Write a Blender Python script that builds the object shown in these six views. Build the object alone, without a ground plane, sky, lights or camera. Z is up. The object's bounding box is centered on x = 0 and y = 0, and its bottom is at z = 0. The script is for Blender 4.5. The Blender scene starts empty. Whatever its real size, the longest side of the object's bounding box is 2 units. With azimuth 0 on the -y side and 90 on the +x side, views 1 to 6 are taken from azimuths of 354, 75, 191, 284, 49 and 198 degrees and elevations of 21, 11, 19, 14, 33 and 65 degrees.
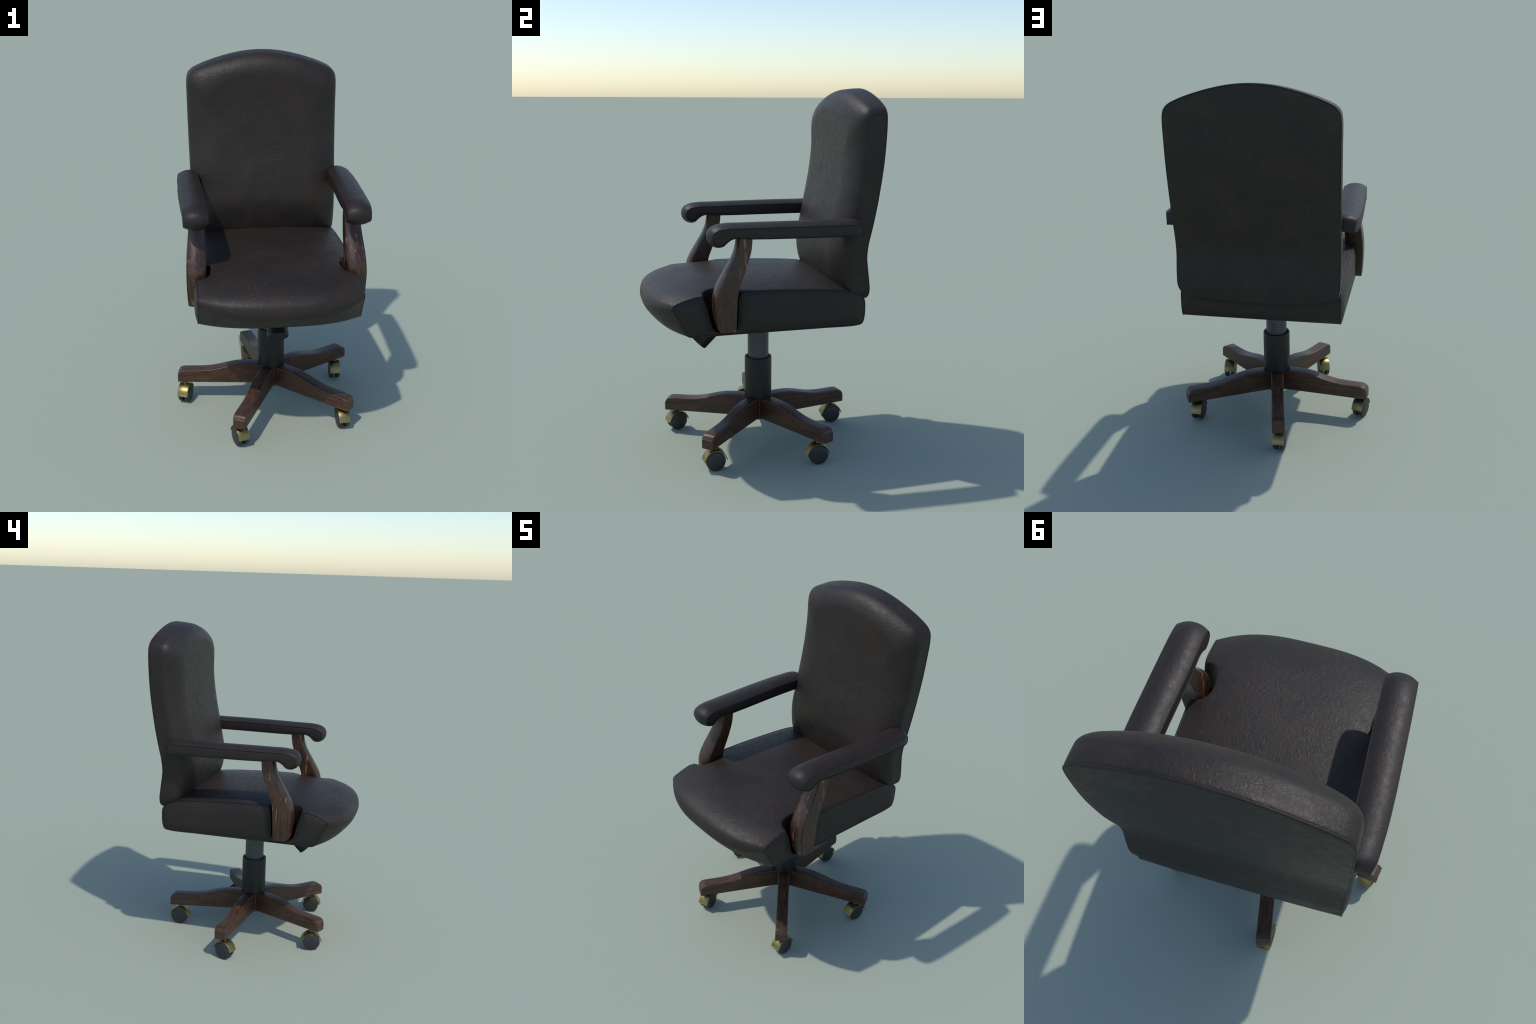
import bpy, bmesh, math
import numpy as np
from mathutils import Vector

CX = 0.0255            # mirror plane of the upholstered part
AX, AY = 0.029, 0.040  # swivel axis of the base
HALF_SEAT = 0.424
rng = np.random.default_rng(7)

# ------------------------------------------------------------------ helpers
def interp(table):
    xs = np.array([p[0] for p in table], float)
    ys = np.array([p[1] for p in table], float)
    # smooth monotone-ish cubic (Catmull-Rom tangents)
    m = np.gradient(ys, xs)
    def f(x):
        x = np.clip(np.asarray(x, float), xs[0], xs[-1])
        i = np.clip(np.searchsorted(xs, x) - 1, 0, len(xs) - 2)
        h = xs[i + 1] - xs[i]
        t = (x - xs[i]) / h
        return ((2*t**3 - 3*t**2 + 1) * ys[i] + (t**3 - 2*t**2 + t) * h * m[i]
                + (-2*t**3 + 3*t**2) * ys[i + 1] + (t**3 - t**2) * h * m[i + 1])
    return f

def smoothstep(a, b, x):
    t = np.clip((np.asarray(x, float) - a) / (b - a), 0, 1)
    return t * t * (3 - 2 * t)

def closed_curve(points, n, smooth=True):
    """Resample a closed control polygon by centripetal Catmull-Rom to n even points."""
    P = np.array(points, float)
    k = len(P)
    dense = []
    for i in range(k):
        p0, p1, p2, p3 = P[i - 1], P[i], P[(i + 1) % k], P[(i + 2) % k]
        if not smooth:
            for t in np.linspace(0, 1, 16, endpoint=False):
                dense.append(p1 + (p2 - p1) * t)
            continue
        t0 = 0.0
        t1 = t0 + np.linalg.norm(p1 - p0) ** 0.5
        t2 = t1 + np.linalg.norm(p2 - p1) ** 0.5
        t3 = t2 + np.linalg.norm(p3 - p2) ** 0.5
        for t in np.linspace(t1, t2, 24, endpoint=False):
            a1 = (t1-t)/(t1-t0)*p0 + (t-t0)/(t1-t0)*p1
            a2 = (t2-t)/(t2-t1)*p1 + (t-t1)/(t2-t1)*p2
            a3 = (t3-t)/(t3-t2)*p2 + (t-t2)/(t3-t2)*p3
            b1 = (t2-t)/(t2-t0)*a1 + (t-t0)/(t2-t0)*a2
            b2 = (t3-t)/(t3-t1)*a2 + (t-t1)/(t3-t1)*a3
            dense.append((t2-t)/(t2-t1)*b1 + (t-t1)/(t2-t1)*b2)
    D = np.array(dense)
    E = np.vstack([D, D[:1]])
    s = np.concatenate([[0], np.cumsum(np.linalg.norm(np.diff(E, axis=0), axis=1))])
    q = np.linspace(0, s[-1], n, endpoint=False)
    return np.stack([np.interp(q, s, E[:, j]) for j in range(D.shape[1])], axis=1)

def loop_normals(L):
    """Outward 2D normals of a closed loop."""
    T = np.roll(L, -1, 0) - np.roll(L, 1, 0)
    T /= np.linalg.norm(T, axis=1)[:, None] + 1e-12
    N = np.stack([T[:, 1], -T[:, 0]], 1)
    area = 0.5 * np.sum(L[:, 0]*np.roll(L[:, 1], -1) - np.roll(L[:, 0], -1)*L[:, 1])
    return N if area > 0 else -N

def mesh_object(name, verts, faces, mat, parent=None, smooth=True, angle=None):
    me = bpy.data.meshes.new(name)
    me.from_pydata([tuple(map(float, v)) for v in verts], [], faces)
    bm = bmesh.new(); bm.from_mesh(me)
    bmesh.ops.remove_doubles(bm, verts=bm.verts, dist=1e-6)
    bmesh.ops.recalc_face_normals(bm, faces=bm.faces)
    bm.to_mesh(me); bm.free()
    for p in me.polygons:
        p.use_smooth = smooth
    if smooth and angle:
        me.set_sharp_from_angle(angle=math.radians(angle))
    if mat:
        me.materials.append(mat)
    ob = bpy.data.objects.new(name, me)
    bpy.context.scene.collection.objects.link(ob)
    if parent:
        ob.parent = parent
    return ob

def rings_mesh(rings, cap_start=True, cap_end=True, closed=True):
    """Bridge equal-length rings of points into verts and quads."""
    n = len(rings[0]); V = [p for r in rings for p in r]; F = []
    for i in range(len(rings) - 1):
        for j in range(n if closed else n - 1):
            k = (j + 1) % n
            F.append((i*n + j, i*n + k, (i+1)*n + k, (i+1)*n + j))
    if cap_start: F.append(tuple(range(n))[::-1])
    if cap_end: F.append(tuple(range((len(rings)-1)*n, len(rings)*n)))
    return V, F

def tube_object(name, path, radius, mat, parent=None, sides=10, closed=True):
    P = np.array(path, float); n = len(P)
    rings = []
    T = (np.roll(P, -1, 0) - np.roll(P, 1, 0)) if closed else np.gradient(P, axis=0)
    T /= np.linalg.norm(T, axis=1)[:, None]
    ref = np.array([1.0, 0, 0])
    if abs((T @ ref)).max() > 0.95: ref = np.array([0, 1.0, 0])
    for i in range(n):
        a = np.cross(T[i], ref); a /= np.linalg.norm(a); b = np.cross(T[i], a)
        rings.append([P[i] + radius*(math.cos(w)*a + math.sin(w)*b)
                      for w in np.linspace(0, 2*math.pi, sides, endpoint=False)])
    if closed:
        rings.append(rings[0])
        V, F = rings_mesh(rings, False, False)
    else:
        V, F = rings_mesh(rings)
    return mesh_object(name, V, F, mat, parent)

def lathe_object(name, profile, mat, parent=None, seg=64, angle=35):
    rings = [[(r*math.cos(a), r*math.sin(a), z) for a in np.linspace(0, 2*math.pi, seg, endpoint=False)]
             for r, z in profile]
    V, F = rings_mesh(rings)
    return mesh_object(name, V, F, mat, parent, angle=angle)

def flatten_normals(ob):
    m = ob.modifiers.new('flat', 'WEIGHTED_NORMAL'); m.keep_sharp = True; m.weight = 80

def bake(ob):
    """Apply all modifiers."""
    dg = bpy.context.evaluated_depsgraph_get()
    me = bpy.data.meshes.new_from_object(ob.evaluated_get(dg))
    old = ob.data; ob.modifiers.clear(); ob.data = me
    bpy.data.meshes.remove(old)

# ---------------------------------------------------------------- materials
class NodeKit:
    def __init__(self, name):
        self.mat = bpy.data.materials.new(name); self.mat.use_nodes = True
        self.nt = self.mat.node_tree
        self.bsdf = self.nt.nodes['Principled BSDF']
        self.co = self.nt.nodes.new('ShaderNodeTexCoord').outputs['Object']
    def link(self, a, b): self.nt.links.new(a, b)
    def mapping(self, scale, loc=(0, 0, 0), src=None):
        m = self.nt.nodes.new('ShaderNodeMapping')
        m.inputs['Scale'].default_value = scale; m.inputs['Location'].default_value = loc
        self.link(src or self.co, m.inputs['Vector']); return m.outputs[0]
    def noise(self, vec, scale, detail=4, rough=0.55, dist=0.0):
        n = self.nt.nodes.new('ShaderNodeTexNoise')
        n.inputs['Scale'].default_value = scale; n.inputs['Detail'].default_value = detail
        n.inputs['Roughness'].default_value = rough; n.inputs['Distortion'].default_value = dist
        self.link(vec, n.inputs['Vector']); return n
    def voronoi(self, vec, scale, feature='F1', rnd=1.0):
        n = self.nt.nodes.new('ShaderNodeTexVoronoi'); n.feature = feature
        n.inputs['Scale'].default_value = scale; n.inputs['Randomness'].default_value = rnd
        self.link(vec, n.inputs['Vector']); return n.outputs['Distance']
    def ramp(self, fac, stops):
        r = self.nt.nodes.new('ShaderNodeValToRGB'); e = r.color_ramp.elements
        e[0].position, e[1].position = stops[0][0], stops[-1][0]
        for p, c in stops[1:-1]: e.new(p)
        for el, (p, c) in zip(e, stops):
            el.color = (c, c, c, 1) if isinstance(c, (int, float)) else (*c, 1)
        self.link(fac, r.inputs[0]); return r.outputs[0]
    def mix(self, fac, a, b):
        m = self.nt.nodes.new('ShaderNodeMix'); m.data_type = 'RGBA'
        for s, v in ((m.inputs[0], fac), (m.inputs[6], a), (m.inputs[7], b)):
            if isinstance(v, tuple): s.default_value = (*v, 1)
            elif isinstance(v, (int, float)): s.default_value = v
            else: self.link(v, s)
        return m.outputs[2]
    def math(self, op, a, b=0.0):
        m = self.nt.nodes.new('ShaderNodeMath'); m.operation = op
        for s, v in zip(m.inputs, (a, b)):
            if isinstance(v, (int, float)): s.default_value = v
            else: self.link(v, s)
        return m.outputs[0]
    def bump(self, height, strength, distance, prev=None):
        b = self.nt.nodes.new('ShaderNodeBump')
        b.inputs['Strength'].default_value = strength; b.inputs['Distance'].default_value = distance
        self.link(height, b.inputs['Height'])
        if prev: self.link(prev, b.inputs['Normal'])
        return b.outputs[0]
    def finish(self, color, rough, normal=None, metallic=0.0, spec=None):
        for s, v in (('Base Color', color), ('Roughness', rough), ('Metallic', metallic)):
            i = self.bsdf.inputs[s]
            if isinstance(v, tuple): i.default_value = (*v, 1)
            elif isinstance(v, (int, float)): i.default_value = v
            else: self.link(v, i)
        if spec is not None: self.bsdf.inputs['Specular IOR Level'].default_value = spec
        if normal: self.link(normal, self.bsdf.inputs['Normal'])
        return self.mat

def leather(name, base, warm, scuff, grain=1.0, scuffing=1.0):
    k = NodeKit(name)
    warp = k.noise(k.co, 26, 3)
    m = k.nt.nodes.new('ShaderNodeMix'); m.data_type = 'VECTOR'
    m.inputs[0].default_value = 0.035
    k.link(k.co, m.inputs[4]); k.link(warp.outputs['Color'], m.inputs[5])
    v = m.outputs[1]
    big = k.ramp(k.voronoi(v, 58, 'DISTANCE_TO_EDGE'), [(0.0, 0.0), (0.14, 0.75), (0.45, 1.0)])
    fine = k.ramp(k.voronoi(v, 120, 'DISTANCE_TO_EDGE'), [(0.0, 0.0), (0.2, 0.9), (0.6, 1.0)])
    patch = k.ramp(k.noise(k.co, 9, 3).outputs['Fac'], [(0.40, 0.15), (0.62, 1.0)])
    lumps = k.noise(v, 48, 2, 0.5, 0.8).outputs['Fac']
    h = k.math('ADD', k.math('MULTIPLY', k.math('MULTIPLY', big, patch), 0.55), k.math('MULTIPLY', fine, 0.16))
    h = k.math('ADD', h, k.math('MULTIPLY', lumps, 1.2))
    nrm = k.bump(h, 0.31 * grain, 0.0038)
    tone = k.ramp(k.noise(k.co, 5.2, 6, 0.68).outputs['Fac'], [(0.38, 0.0), (0.66, 1.0)])
    col = k.mix(tone, base, warm)
    speck = k.ramp(k.noise(k.co, 210, 3).outputs['Fac'], [(0.3, 0.0), (0.7, 1.0)])
    col = k.mix(k.math('MULTIPLY', speck, 0.12), col, scuff)
    # sparse pale scuffs: short scratches inside a few patches
    where = k.ramp(k.noise(k.co, 6.5, 2).outputs['Fac'], [(0.53, 0.0), (0.63, 1.0)])
    streak = k.ramp(k.noise(k.mapping((1, 1, 2.5)), 75, 6, 0.7, 1.2).outputs['Fac'], [(0.56, 0.0), (0.68, 1.0)])
    col = k.mix(k.math('MULTIPLY', k.math('MULTIPLY', where, streak), 0.75 * scuffing), col,
                tuple(min(1, c*2.6) for c in scuff))
    rough = k.ramp(k.noise(k.co, 30, 4).outputs['Fac'], [(0.3, 0.45), (0.7, 0.57)])
    return k.finish(col, rough, nrm, spec=0.34)

def wood(name, dark, mid, worn, grain_scale, wear, bump=0.25, rough=(0.38, 0.55)):
    """grain_scale is small along the grain direction."""
    k = NodeKit(name)
    g = k.noise(k.mapping(grain_scale), 1.0, 6, 0.62, 0.6).outputs['Fac']
    fibre = k.noise(k.mapping(tuple(s*3.2 for s in grain_scale)), 1.0, 4, 0.7).outputs['Fac']
    blotch = k.noise(k.co, 7, 4).outputs['Fac']
    f = k.math('ADD', k.math('MULTIPLY', g, 0.5), k.math('MULTIPLY', fibre, 0.5))
    col = k.mix(k.ramp(f, [(0.39, 0.0), (0.61, 1.0)]), dark, mid)
    col = k.mix(k.ramp(blotch, [(0.4, 0.0), (0.75, 0.45)]), col, dark)
    if wear > 0:
        slash = k.noise(k.mapping((grain_scale[0]*0.55, grain_scale[1]*0.55, grain_scale[2]*0.6), (3.1, 1.7, 0.4)), 1.0, 3, 0.5, 0.15).outputs['Fac']
        lim = k.noise(k.co, 11, 2).outputs['Fac']
        mask = k.math('MULTIPLY', k.ramp(slash, [(0.59, 0.0), (0.65, 1.0)]), k.ramp(lim, [(0.47, 0.0), (0.58, 1.0)]))
        col = k.mix(k.math('MULTIPLY', mask, wear), col, worn)
    nrm = k.bump(f, bump, 0.002)
    r = k.ramp(g, [(0.3, rough[0]), (0.7, rough[1])])
    return k.finish(col, r, nrm, spec=0.5)

def metal_paint(name, col, col2, rough, metallic=0.0, scratch=0.0, spec=None):
    k = NodeKit(name)
    t = k.ramp(k.noise(k.co, 16, 5, 0.65).outputs['Fac'], [(0.35, 0.0), (0.7, 1.0)])
    c = k.mix(t, col, col2)
    if scratch:
        s = k.ramp(k.noise(k.co, 60, 6, 0.75).outputs['Fac'], [(0.63, 0.0), (0.7, 1.0)])
        c = k.mix(k.math('MULTIPLY', s, scratch), c, tuple(min(1, v*3) for v in col2))
    r = k.ramp(k.noise(k.co, 40, 4).outputs['Fac'], [(0.3, rough - 0.06), (0.7, rough + 0.08)])
    return k.finish(c, r, None, metallic, spec)

M_SEAT = leather('brown_black_leather', (0.0150, 0.0118, 0.0102), (0.0265, 0.0162, 0.0112), (0.036, 0.030, 0.026))
M_PANEL = leather('smooth_panel_leather', (0.0150, 0.0122, 0.0106), (0.0220, 0.0155, 0.0116), (0.031, 0.026, 0.023), 0.5, 0.5)
M_ARM = leather('armrest_leather', (0.0165, 0.0118, 0.0108), (0.0250, 0.0158, 0.0125), (0.034, 0.028, 0.026), 0.7, 0.5)
M_PIPE = leather('piping_leather', (0.0090, 0.0078, 0.0076), (0.0130, 0.0100, 0.0092), (0.020, 0.018, 0.017), 0.4, 0.2)
M_POST = wood('worn_walnut', (0.015, 0.0066, 0.0038), (0.080, 0.034, 0.0160), (0.32, 0.115, 0.040), (70, 70, 7), 0.9, 0.25, (0.28, 0.46))
M_LEG = wood('dark_walnut', (0.017, 0.0078, 0.0046), (0.112, 0.047, 0.022), (0.12, 0.05, 0.03), (9, 90, 90), 0.0)
M_COLLAR = metal_paint('black_plastic', (0.0065, 0.0078, 0.0082), (0.010, 0.0115, 0.012), 0.45, 0.0, 0.3, 0.34)
M_TUBE = metal_paint('grey_steel', (0.060, 0.068, 0.074), (0.075, 0.083, 0.090), 0.42, 0.35)
M_BRASS = metal_paint('aged_brass', (0.25, 0.205, 0.085), (0.31, 0.25, 0.10), 0.38, 1.0)
M_WHEEL = metal_paint('black_rubber', (0.018, 0.019, 0.021), (0.026, 0.027, 0.029), 0.5)

# ---------------------------------------------------------------- hierarchy
chair = bpy.data.objects.new('office_chair', None)
bpy.context.scene.collection.objects.link(chair)
chair.location = (AX, AY, 0)
chair['label'] = 'dark leather executive swivel chair with walnut base and brass casters'
chair['category'] = 'office chair'

def place(ob, x=CX, y=0.0, z=0.0, parent=None):
    """Set world location of an un-rotated part under the chair (or under a part)."""
    p = parent or chair
    ob.parent = p
    base = Vector((0, 0, 0)); q = p
    while q is not None:
        base += q.location; q = q.parent
    ob.location = Vector((x, y, z)) - base
    return ob

# --------------------------------------------------------------------- seat
# side outline of the seat (y, z), without the slot for the arm post
SIDE = [(-0.507, 0.905), (-0.498, 0.922), (-0.470, 0.935), (-0.428, 0.949), (-0.380, 0.960), (-0.30, 0.967), (-0.20, 0.973),
        (-0.07, 0.977), (0.046, 0.975), (0.20, 0.968), (0.333, 0.959), (0.43, 0.946), (0.492, 0.923), (0.520, 0.896),
        (0.526, 0.844), (0.521, 0.787), (0.510, 0.763), (0.478, 0.754), (0.288, 0.752), (0.0, 0.751), (-0.188, 0.750),
        (-0.341, 0.749), (-0.416, 0.750), (-0.435, 0.760), (-0.474, 0.838), (-0.502, 0.888)]
# the same, with the slot: this is the outline of the flat side panel
PANEL = [(-0.507, 0.905), (-0.498, 0.922), (-0.470, 0.935), (-0.428, 0.949), (-0.380, 0.960), (-0.357, 0.955), (-0.343, 0.934),
         (-0.320, 0.859), (-0.306, 0.804), (-0.291, 0.779), (-0.264, 0.767), (-0.195, 0.767), (-0.174, 0.783), (-0.167, 0.85),
         (-0.163, 0.93), (-0.157, 0.957), (-0.135, 0.974),
         (-0.07, 0.977), (0.046, 0.975), (0.20, 0.968), (0.333, 0.959), (0.43, 0.946), (0.492, 0.923), (0.520, 0.896),
         (0.526, 0.844), (0.521, 0.787), (0.510, 0.763), (0.478, 0.754), (0.288, 0.752), (0.0, 0.751), (-0.188, 0.750),
         (-0.341, 0.749), (-0.416, 0.750), (-0.435, 0.760), (-0.474, 0.838), (-0.502, 0.888)]
# the same control points on the centre line: bowed nose, crowned top
CENTRE = [(-0.615, 0.880), (-0.604, 0.915), (-0.572, 0.942), (-0.516, 0.965), (-0.440, 0.983), (-0.33, 0.998), (-0.20, 1.004),
          (-0.07, 1.008), (0.046, 1.006), (0.20, 0.998), (0.333, 0.988), (0.43, 0.972), (0.498, 0.938), (0.532, 0.900),
          (0.531, 0.844), (0.526, 0.787), (0.512, 0.763), (0.478, 0.754), (0.288, 0.752), (0.0, 0.751), (-0.188, 0.750),
          (-0.360, 0.749), (-0.490, 0.752), (-0.538, 0.766), (-0.590, 0.814), (-0.614, 0.850)]
rings = []
for t in np.sin(np.linspace(-math.pi/2, math.pi/2, 61)):
    a = 1 - abs(t) ** 3.0
    mixed = np.array(SIDE) + (np.array(CENTRE) - np.array(SIDE))*a
    loop = closed_curve(mixed, 220)
    rings.append(np.stack([np.full(220, t*HALF_SEAT), loop[:, 0], loop[:, 1]], 1))
V, F = rings_mesh(rings)
seat = mesh_object('seat', V, F, M_SEAT)

front_wall = interp([(0.767, -0.270), (0.779, -0.291), (0.804, -0.306), (0.859, -0.320), (0.934, -0.340), (0.955, -0.345), (0.975, -0.349), (1.2, -0.355)])
rear_wall = interp([(0.767, -0.190), (0.783, -0.174), (0.85, -0.167), (0.93, -0.163), (0.957, -0.161), (0.974, -0.158), (1.2, -0.15)])
for sg in (1, -1):
    rings = []
    for z in list(np.linspace(0.767, 0.82, 10)) + list(np.linspace(0.83, 0.994, 40)) + [1.2]:
        yf, yr = float(front_wall(z)), float(rear_wall(z))
        q = min(max((z - 0.938)/0.056, 0), 1)
        lip = 0.020*(1 - math.sqrt(1 - q*q))              # rounded lip at the top of the slot
        yf -= lip; yr += lip*0.6
        c, h = (yf + yr)/2, (yr - yf)/2
        depth = 0.072 + lip
        arc = np.linspace(0, math.pi, 40)
        ring = [(HALF_SEAT - depth*abs(math.sin(a))**(2/2.6), c - h*np.sign(math.cos(a))*abs(math.cos(a))**(2/2.6), z) for a in arc]
        ring += [(0.6, c + h, z), (0.6, c - h, z)]
        rings.append([(sg*x, y, zz) for x, y, zz in ring])
    V, F = rings_mesh(rings)
    cutter = mesh_object('slot_cutter', V, F, None)
    m = seat.modifiers.new('slot', 'BOOLEAN'); m.operation = 'DIFFERENCE'; m.object = cutter; m.solver = 'EXACT'
    bake(seat)
    bpy.data.objects.remove(cutter)
m = seat.modifiers.new('remesh', 'REMESH'); m.mode = 'VOXEL'; m.voxel_size = 0.0042
m = seat.modifiers.new('soften', 'SMOOTH'); m.factor = 0.5; m.iterations = 9
bake(seat)
for p in seat.data.polygons: p.use_smooth = True
if not seat.data.materials: seat.data.materials.append(M_SEAT)
place(seat, x=0.021)

panel_loop = closed_curve(PANEL, 300)

def loop_distance(Q, L):
    """Distance of points Q to a closed polyline L and whether they lie inside it."""
    A, B = L, np.roll(L, -1, 0)
    d = np.full(len(Q), 1e9); inside = np.zeros(len(Q), bool)
    for p, q in zip(A, B):
        e = q - p
        t = np.clip(((Q - p) @ e) / (e @ e + 1e-12), 0, 1)
        d = np.minimum(d, np.linalg.norm(Q - (p + t[:, None]*e), axis=1))
        cross = (p[1] > Q[:, 1]) != (q[1] > Q[:, 1])
        xi = p[0] + (Q[:, 1] - p[1]) * e[0] / (e[1] if abs(e[1]) > 1e-12 else 1e-12)
        inside ^= cross & (Q[:, 0] < xi)
    return d, inside

# puff the flat sides out into soft pillows inside the piping
me = seat.data
co = np.zeros(len(me.vertices)*3); me.vertices.foreach_get('co', co); co = co.reshape(-1, 3)
side = np.abs(co[:, 0]) > HALF_SEAT - 0.012
idx = np.where(side)[0]
dist, inside = loop_distance(co[idx][:, 1:], panel_loop)
puff = np.where(inside, 0.016*(1 - np.exp(-(dist/0.032)**1.4)), 0)
co[idx, 0] += np.sign(co[idx, 0])*puff
me.vertices.foreach_set('co', co.ravel()); me.update()

def split_faces(ob, name, pick, mat):
    """Move the picked faces of ob to a new object with the whole surface's normals."""
    normals = np.zeros(len(ob.data.vertices)*3); ob.data.vertices.foreach_get('normal', normals)
    normals = normals.reshape(-1, 3)
    out = []
    for want in (False, True):
        bm = bmesh.new(); bm.from_mesh(ob.data)
        lay = bm.verts.layers.int.new('src')
        for v in bm.verts: v[lay] = v.index
        bmesh.ops.delete(bm, geom=[f for f in bm.faces if bool(pick[f.index]) != want], context='FACES')
        src = [v[lay] for v in bm.verts]
        bm.verts.layers.int.remove(lay)
        m2 = bpy.data.meshes.new(name if want else ob.name); bm.to_mesh(m2); bm.free()
        for p in m2.polygons: p.use_smooth = True
        m2.normals_split_custom_set_from_vertices([tuple(normals[i]) for i in src])
        out.append(m2)
    old = ob.data; mats = list(old.materials)
    ob.data = out[0]
    ob.data.materials.clear(); ob.data.materials.append(mats[0])
    nb = bpy.data.objects.new(name, out[1]); bpy.context.scene.collection.objects.link(nb)
    nb.data.materials.clear(); nb.data.materials.append(mat)
    return nb

for sg in (1, -1):
    me = seat.data
    cen = np.zeros(len(me.polygons)*3); me.polygons.foreach_get('center', cen); cen = cen.reshape(-1, 3)
    pick = sg*cen[:, 0] > HALF_SEAT - 0.014
    j = np.where(pick)[0]
    d, ins = loop_distance(cen[j][:, 1:], panel_loop)
    pick[j] = ins & (d > 0.003)
    pn = split_faces(seat, 'seat_side_panel', pick, M_PANEL)
    place(pn, x=0.021, parent=seat)
    N = loop_normals(panel_loop)
    path = [(sg*(HALF_SEAT - 0.0015), y, z) for y, z in panel_loop - N*0.0035]
    tb = tube_object('seat_piping', path, 0.0048, M_PIPE)
    place(tb, x=0.021, parent=seat)

# ----------------------------------------------------------------- backrest
BW = 0.433
OUT = [(0, 2.0), (0.10, 1.9935), (0.20, 1.974), (0.30, 1.945), (0.36, 1.922), (0.405, 1.899), (0.427, 1.875), (0.435, 1.845),
       (0.436, 1.70), (0.434, 1.50), (0.431, 1.30), (0.430, 1.10), (0.430, 1.00), (0.426, 0.945), (0.412, 0.912), (0.37, 0.888), (0.30, 0.870), (0.15, 0.858)]
OUT = OUT + [(0, 0.857)] + [(-x, z) for x, z in OUT[:0:-1]]
rear_y = interp([(0.85, 0.543), (0.90, 0.545), (0.94, 0.547), (1.0, 0.541), (1.07, 0.532), (1.12, 0.527), (1.19, 0.533), (1.27, 0.551),
                 (1.38, 0.573), (1.49, 0.590), (1.6, 0.604), (1.7, 0.612), (1.8, 0.616), (1.86, 0.617), (2.01, 0.616)])
front_y = interp([(0.85, 0.425), (0.96, 0.412), (1.03, 0.400), (1.08, 0.393), (1.15, 0.391), (1.23, 0.405), (1.35, 0.428), (1.44, 0.446),
                  (1.54, 0.463), (1.65, 0.475), (1.73, 0.479), (1.88, 0.480), (2.01, 0.484)])
WALL, PUFF = 0.060, 0.097     # where the side wall ends behind front_y, and how far the front swells
oloop = closed_curve(OUT, 260)
zc = 1.43
ang = np.arctan2(oloop[:, 1] - zc, oloop[:, 0])
crown = smoothstep(0.55, 0.95, np.sin(ang))
def back_ring(s, droop=0.0):
    """outline scaled about the middle; droop lowers the crown towards the front"""
    k = s - droop*crown
    return np.stack([oloop[:, 0]*k, zc + (oloop[:, 1]-zc)*k], 1)
rings = []
for s in np.linspace(0.02, 0.97, 26):            # flat rear
    r = back_ring(s)
    rings.append(np.stack([r[:, 0], rear_y(r[:, 1]), r[:, 1]], 1))
for s, dy in ((0.985, 0.0005), (0.994, 0.003), (0.999, 0.008)):   # tight rear edge
    r = back_ring(s)
    rings.append(np.stack([r[:, 0], rear_y(r[:, 1]) - dy, r[:, 1]], 1))
for f in np.linspace(0.12, 1.0, 10):             # side wall
    r = back_ring(1.0, 0.010*f*f)
    ry = rear_y(r[:, 1]) - 0.008; fy = front_y(r[:, 1]) + WALL
    rings.append(np.stack([r[:, 0], ry + (fy - ry)*f, r[:, 1]], 1))
# front: elliptic swell, wide at the sides, tighter over the crown
edge = 0.185 - 0.098*crown - 0.08*smoothstep(0.55, 0.95, -np.sin(ang))
for d in list(0.21*(1 - np.cos(np.linspace(0.07, math.pi/2, 40)))) + list(np.linspace(0.225, 0.425, 16)):
    r = back_ring(1 - d/0.433, 0.010*(1 - d/0.433))
    q = np.minimum(d/edge, 1)
    lift = PUFF*np.sqrt(1 - (1-q)**2) + 0.004*np.clip((d-edge)/0.2, 0, 1)
    rings.append(np.stack([r[:, 0], front_y(r[:, 1]) + WALL - lift, r[:, 1]], 1))
V, F = rings_mesh(rings)
backrest = mesh_object('backrest', V, F, M_SEAT)
place(backrest, x=0.0275)
r = back_ring(0.996)
pts = np.stack([r[:, 0], rear_y(r[:, 1]) - 0.004, r[:, 1]], 1)
place(tube_object('backrest_piping', pts, 0.0030, M_SEAT), x=0.0275, parent=backrest)

# ----------------------------------------------------------------- armrests
ARM = [(0.483, 1.257), (0.486, 1.275), (0.485, 1.300), (0.478, 1.320), (0.460, 1.331), (0.366, 1.333), (0.10, 1.334), (-0.15, 1.333), (-0.237, 1.332),
       (-0.289, 1.322), (-0.319, 1.302), (-0.329, 1.272), (-0.320, 1.238), (-0.297, 1.217), (-0.272, 1.210), (-0.246, 1.216),
       (-0.222, 1.238), (-0.200, 1.251), (-0.17, 1.256), (0.0, 1.255), (0.2, 1.254), (0.40, 1.253), (0.476, 1.252)]
arm_c = interp([(-0.33, 0.420), (-0.20, 0.425), (0.0, 0.434), (0.2, 0.443), (0.35, 0.445), (0.44, 0.441), (0.49, 0.432)])
arm_h = interp([(-0.33, 0.061), (-0.2, 0.064), (0.1, 0.064), (0.40, 0.061), (0.45, 0.060), (0.49, 0.053)])
aloop = closed_curve(ARM, 200)
aN = loop_normals(aloop)
# cover curves down towards the sides on top and around the scroll, stays flat below
cover = np.clip(smoothstep(-0.3, 0.5, aN[:, 1]) + smoothstep(-0.10, -0.26, aloop[:, 0])*0.8, 0, 1)

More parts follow.
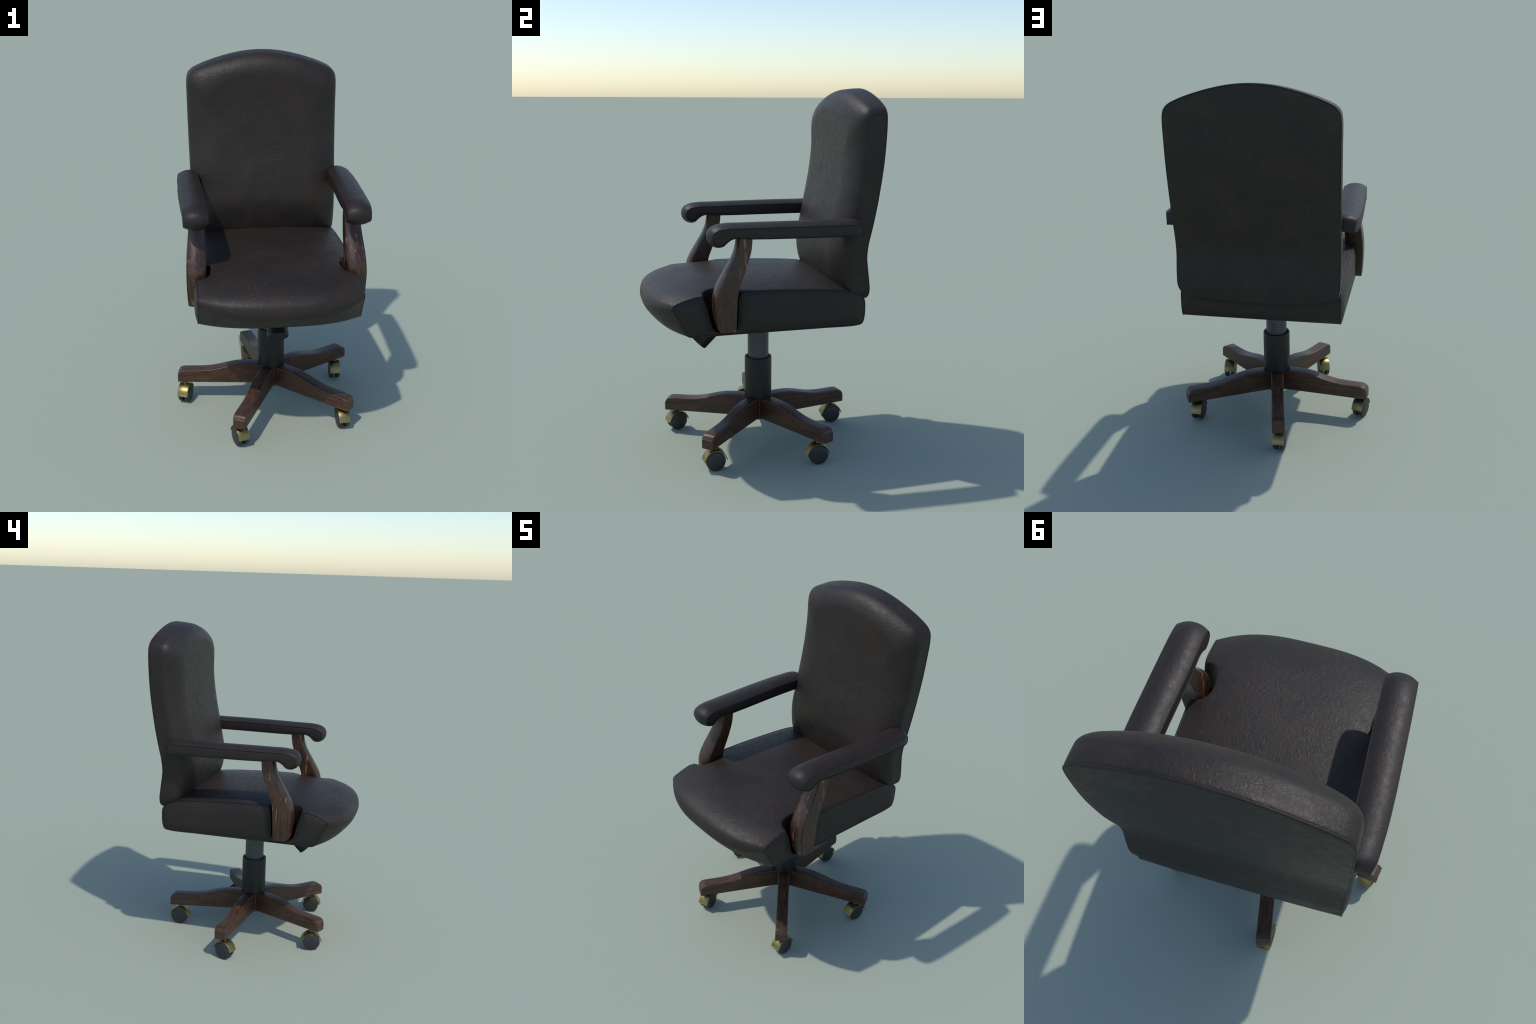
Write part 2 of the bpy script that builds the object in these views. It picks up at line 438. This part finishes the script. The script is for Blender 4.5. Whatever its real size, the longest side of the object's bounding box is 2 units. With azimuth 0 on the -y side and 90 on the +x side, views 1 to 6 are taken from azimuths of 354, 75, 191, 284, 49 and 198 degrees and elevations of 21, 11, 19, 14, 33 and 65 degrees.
def arm_loop(t, extra=0.0):
    inset = 0.020*abs(t)**2.2*cover + extra
    L = aloop - aN*inset[:, None]
    return L
HU = 0.06      # half width of the straight arm before it is bent to its plan curve
n = len(aloop)
for sg in (1, -1):
    rings = []
    for ex, dx in ((0.016, 0.0012), (0.006, 0.0), (0.002, -0.0014)):
        L = arm_loop(1.0, np.full(n, ex))
        rings.append([(-HU - dx, y, z) for y, z in L])
    for t in np.sin(np.linspace(-math.pi/2, math.pi/2, 31)):
        rings.append([(t*HU, y, z) for y, z in arm_loop(t)])
    rings += [[(-x, y, z) for x, y, z in r] for r in rings[2::-1]]
    V, F = rings_mesh(rings)
    arm = mesh_object('armrest', V, F, M_ARM)
    bm = bmesh.new(); bm.from_mesh(arm.data)
    for y in np.linspace(-0.32, 0.48, 41):      # slice the flat sides so that they can follow the curve
        caps = [f for f in bm.faces if len(f.verts) > 4]
        geom = caps + list({e for f in caps for e in f.edges}) + list({v for f in caps for v in f.verts})
        bmesh.ops.bisect_plane(bm, geom=geom, plane_co=(0, y + 0.0003, 0), plane_no=(0, 1, 0), dist=1e-5)
    for v in bm.verts:
        v.co.x = sg*(float(arm_c(v.co.y)) + v.co.x*float(arm_h(v.co.y))/HU)
    bmesh.ops.recalc_face_normals(bm, faces=bm.faces)
    bm.to_mesh(arm.data); bm.free()
    for p in arm.data.polygons: p.use_smooth = True
    arm.data.set_sharp_from_angle(angle=math.radians(50))
    place(arm)
    L = arm_loop(1.0, np.full(n, 0.0015))
    for side in (-1, 1):
        path = np.stack([sg*(arm_c(L[:, 0]) + side*arm_h(L[:, 0])), L[:, 0], L[:, 1]], 1)
        place(tube_object('armrest_piping', path, 0.0024, M_PIPE, sides=8), parent=arm)

# ---------------------------------------------------------------- arm posts
# front and rear edge of the S-shaped post (y by z)
post_front = interp([(0.777, -0.273), (0.795, -0.283), (0.855, -0.298), (0.92, -0.304), (0.96, -0.303), (1.0, -0.292), (1.045, -0.269), (1.097, -0.238),
                     (1.15, -0.207), (1.20, -0.187), (1.265, -0.176)])
post_rear = interp([(0.777, -0.189), (0.86, -0.186), (0.966, -0.180), (1.0, -0.174), (1.064, -0.150), (1.13, -0.125), (1.19, -0.107), (1.265, -0.098)])
post_out = interp([(0.777, 0.473), (0.86, 0.478), (0.95, 0.479), (1.05, 0.473), (1.12, 0.465), (1.265, 0.450)])
post_in = interp([(0.777, 0.374), (0.95, 0.374), (1.05, 0.372), (1.12, 0.372), (1.265, 0.376)])
def post_section():
    """unit section: u across (-1 inner, 1 outer), v 0 rear .. 1 front, with a routed bead near each front edge"""
    P = [(-0.97, 0.0), (0.0, -0.0), (0.97, 0.0), (1.0, 0.03), (1.0, 0.25), (1.0, 0.50), (1.0, 0.800), (0.985, 0.820), (0.955, 0.836), (0.930, 0.840),
         (0.915, 0.815), (0.895, 0.817), (0.88, 0.855), (0.82, 0.882), (0.70, 0.920), (0.5, 0.960), (0.25, 0.990)]
    return P + [(0, 1.0)] + [(-u, v) for u, v in P[:2:-1]]
SEC = post_section()
for sg in (1, -1):
    rings = []
    for z in np.concatenate([[0.777, 0.780, 0.785], np.linspace(0.795, 1.262, 60)]):
        yr, yf = float(post_rear(z)), float(post_front(z)); xi, xo = float(post_in(z)), float(post_out(z))
        g = 0.0015 if z < 0.778 else 0
        c, h = (xi + xo)/2, (xo - xi)/2 - g
        rings.append([(sg*(c + u*h), yr - g + (yf + 2*g - yr)*v, z) for u, v in SEC])
    V, F = rings_mesh(rings)
    po = mesh_object('arm_post', V, F, M_POST, angle=28); flatten_normals(po); place(po)

# ------------------------------------------------------------------- column
place(lathe_object('column_collar', [(0.060, 0.30), (0.060, 0.250), (0.073, 0.249), (0.077, 0.254), (0.0775, 0.484), (0.0755, 0.4885), (0.069, 0.489),
                                     (0.0665, 0.486), (0.066, 0.470), (0.059, 0.469)], M_COLLAR), AX, AY)
place(lathe_object('gas_column', [(0.060, 0.44), (0.060, 0.752)], M_TUBE), AX, AY)
place(lathe_object('base_hub', [(0.057, 0.1195), (0.0608, 0.123), (0.0608, 0.252)], M_TUBE), AX, AY)

# tilt tension knob and its housing under the seat
kn = Vector((0, -0.707, -0.707))
knob = lathe_object('tilt_knob', [(0.030, -0.20), (0.0575, -0.198), (0.0575, -0.004), (0.0535, 0.0), (0.03, 0.0005)], M_COLLAR)
knob.rotation_euler = kn.to_track_quat('Z', 'Y').to_euler()
place(knob, 0.027, -0.3125, 0.5965)

# --------------------------------------------------------------------- base
leg_top = interp([(0.03, 0.245), (0.07, 0.250), (0.14, 0.253), (0.20, 0.249), (0.25, 0.239), (0.30, 0.226), (0.36, 0.214), (0.43, 0.209), (0.50, 0.2078), (0.524, 0.2065), (0.538, 0.2015),
                  (0.547, 0.193), (0.552, 0.181)])
leg_w = interp([(0.03, 0.0345), (0.3, 0.0345), (0.552, 0.0355)])
xs = np.concatenate([np.linspace(0.03, 0.49, 50), np.linspace(0.497, 0.5517, 16)])
rings = []
for x in xs:
    zt, zb, w = float(leg_top(x)), 0.131 - 0.002*(1 - x/0.55), float(leg_w(x))
    if x > 0.543: w -= 0.0015*((x - 0.543)/0.009)**2
    c = 0.0055
    half = [(w - 0.003, zb), (w, zb + 0.003), (w, zt - c)] + [(w - c + c*math.cos(a), zt - c + c*math.sin(a)) for a in (0.4, 0.8, 1.2)] + [(w - c - 0.002, zt), (0.012, zt + 0.0012)]
    rings.append([(x, y, z) for y, z in half] + [(x, -y, z) for y, z in half[::-1]])
# rounded nose closes down to the underside
rings.append([(0.5540, y*0.975, 0.131 + (z-0.131)*0.97) for _, y, z in rings[-1]])
V, F = rings_mesh(rings)
leg0 = mesh_object('base_leg', V, F, M_LEG, angle=40); flatten_normals(leg0)

# caster parts in local coordinates: wheel axis along x, origin on the ground
WR = 0.053
wheel_prof = [(0.010, -0.012), (WR - 0.003, -0.012), (WR, -0.009), (WR, 0.006), (WR - 0.002, 0.009), (WR - 0.006, 0.0115), (0.02, 0.013), (0.004, 0.0133)]
wheel0 = lathe_object('wheel', wheel_prof, M_WHEEL, seg=72)
hood_rings = []
for a in np.linspace(math.radians(4), math.radians(176), 41):
    ro = 0.0605; ri = 0.0560
    edge = min(a - math.radians(4), math.radians(176) - a)
    flare = 0.004*max(0.0, 1 - edge/0.25)**2
    ro += flare; ri += flare
    w = 0.0315
    sec = [(-w, ri), (-w, ro), (-w + 0.003, ro + 0.0012), (w - 0.003, ro + 0.0012), (w, ro), (w, ri)]
    hood_rings.append([(x, r*math.cos(a), r*math.sin(a)) for x, r in sec])
V, F = rings_mesh(hood_rings)
hood0 = mesh_object('caster_hood', V, F, M_BRASS, angle=40)
stem0 = lathe_object('caster_stem', [(0.011, 0.0), (0.011, 0.030)], M_BRASS, seg=24)
axle0 = lathe_object('caster_axle', [(0.008, -0.03), (0.008, 0.03)], M_COLLAR, seg=20)

first = True
def use(ob):
    if first: return ob
    c = ob.copy(); bpy.context.scene.collection.objects.link(c); return c
LEG_ANGLES = (29.4, 101.4, 173.4, 245.4, 317.4)
WHEEL_TURN = (-3.0, 1.0, -20.0, 19.0, 3.0)
CASTER_AT = ((0.459, 0.268), (-0.075, 0.520), (-0.482, 0.081), (-0.191, -0.405), (0.4025, -0.2885))
for ang, turn, pos in zip(LEG_ANGLES, WHEEL_TURN, CASTER_AT):
    a = math.radians(ang); d = Vector((math.cos(a), math.sin(a), 0))
    lg = use(leg0); place(lg, AX, AY); lg.rotation_euler = (0, 0, a)
    cast = bpy.data.objects.new('caster', None); bpy.context.scene.collection.objects.link(cast)
    place(cast, pos[0], pos[1]); cast.rotation_euler = (0, 0, math.radians(turn))
    h = use(hood0); h.parent = cast; h.location = (0, 0, WR)
    s = use(stem0); s.parent = cast; s.location = (0, 0, 0.106)
    x = use(axle0); x.parent = cast; x.location = (0, 0, WR); x.rotation_euler = (0, math.pi/2, 0)
    for sg in (1, -1):
        w = wheel0 if (first and sg == 1) else wheel0.copy()
        if w is not wheel0: bpy.context.scene.collection.objects.link(w)
        w.parent = cast; w.location = (sg*0.0205, 0, WR); w.rotation_euler = (0, sg*math.pi/2, 0)
    first = False
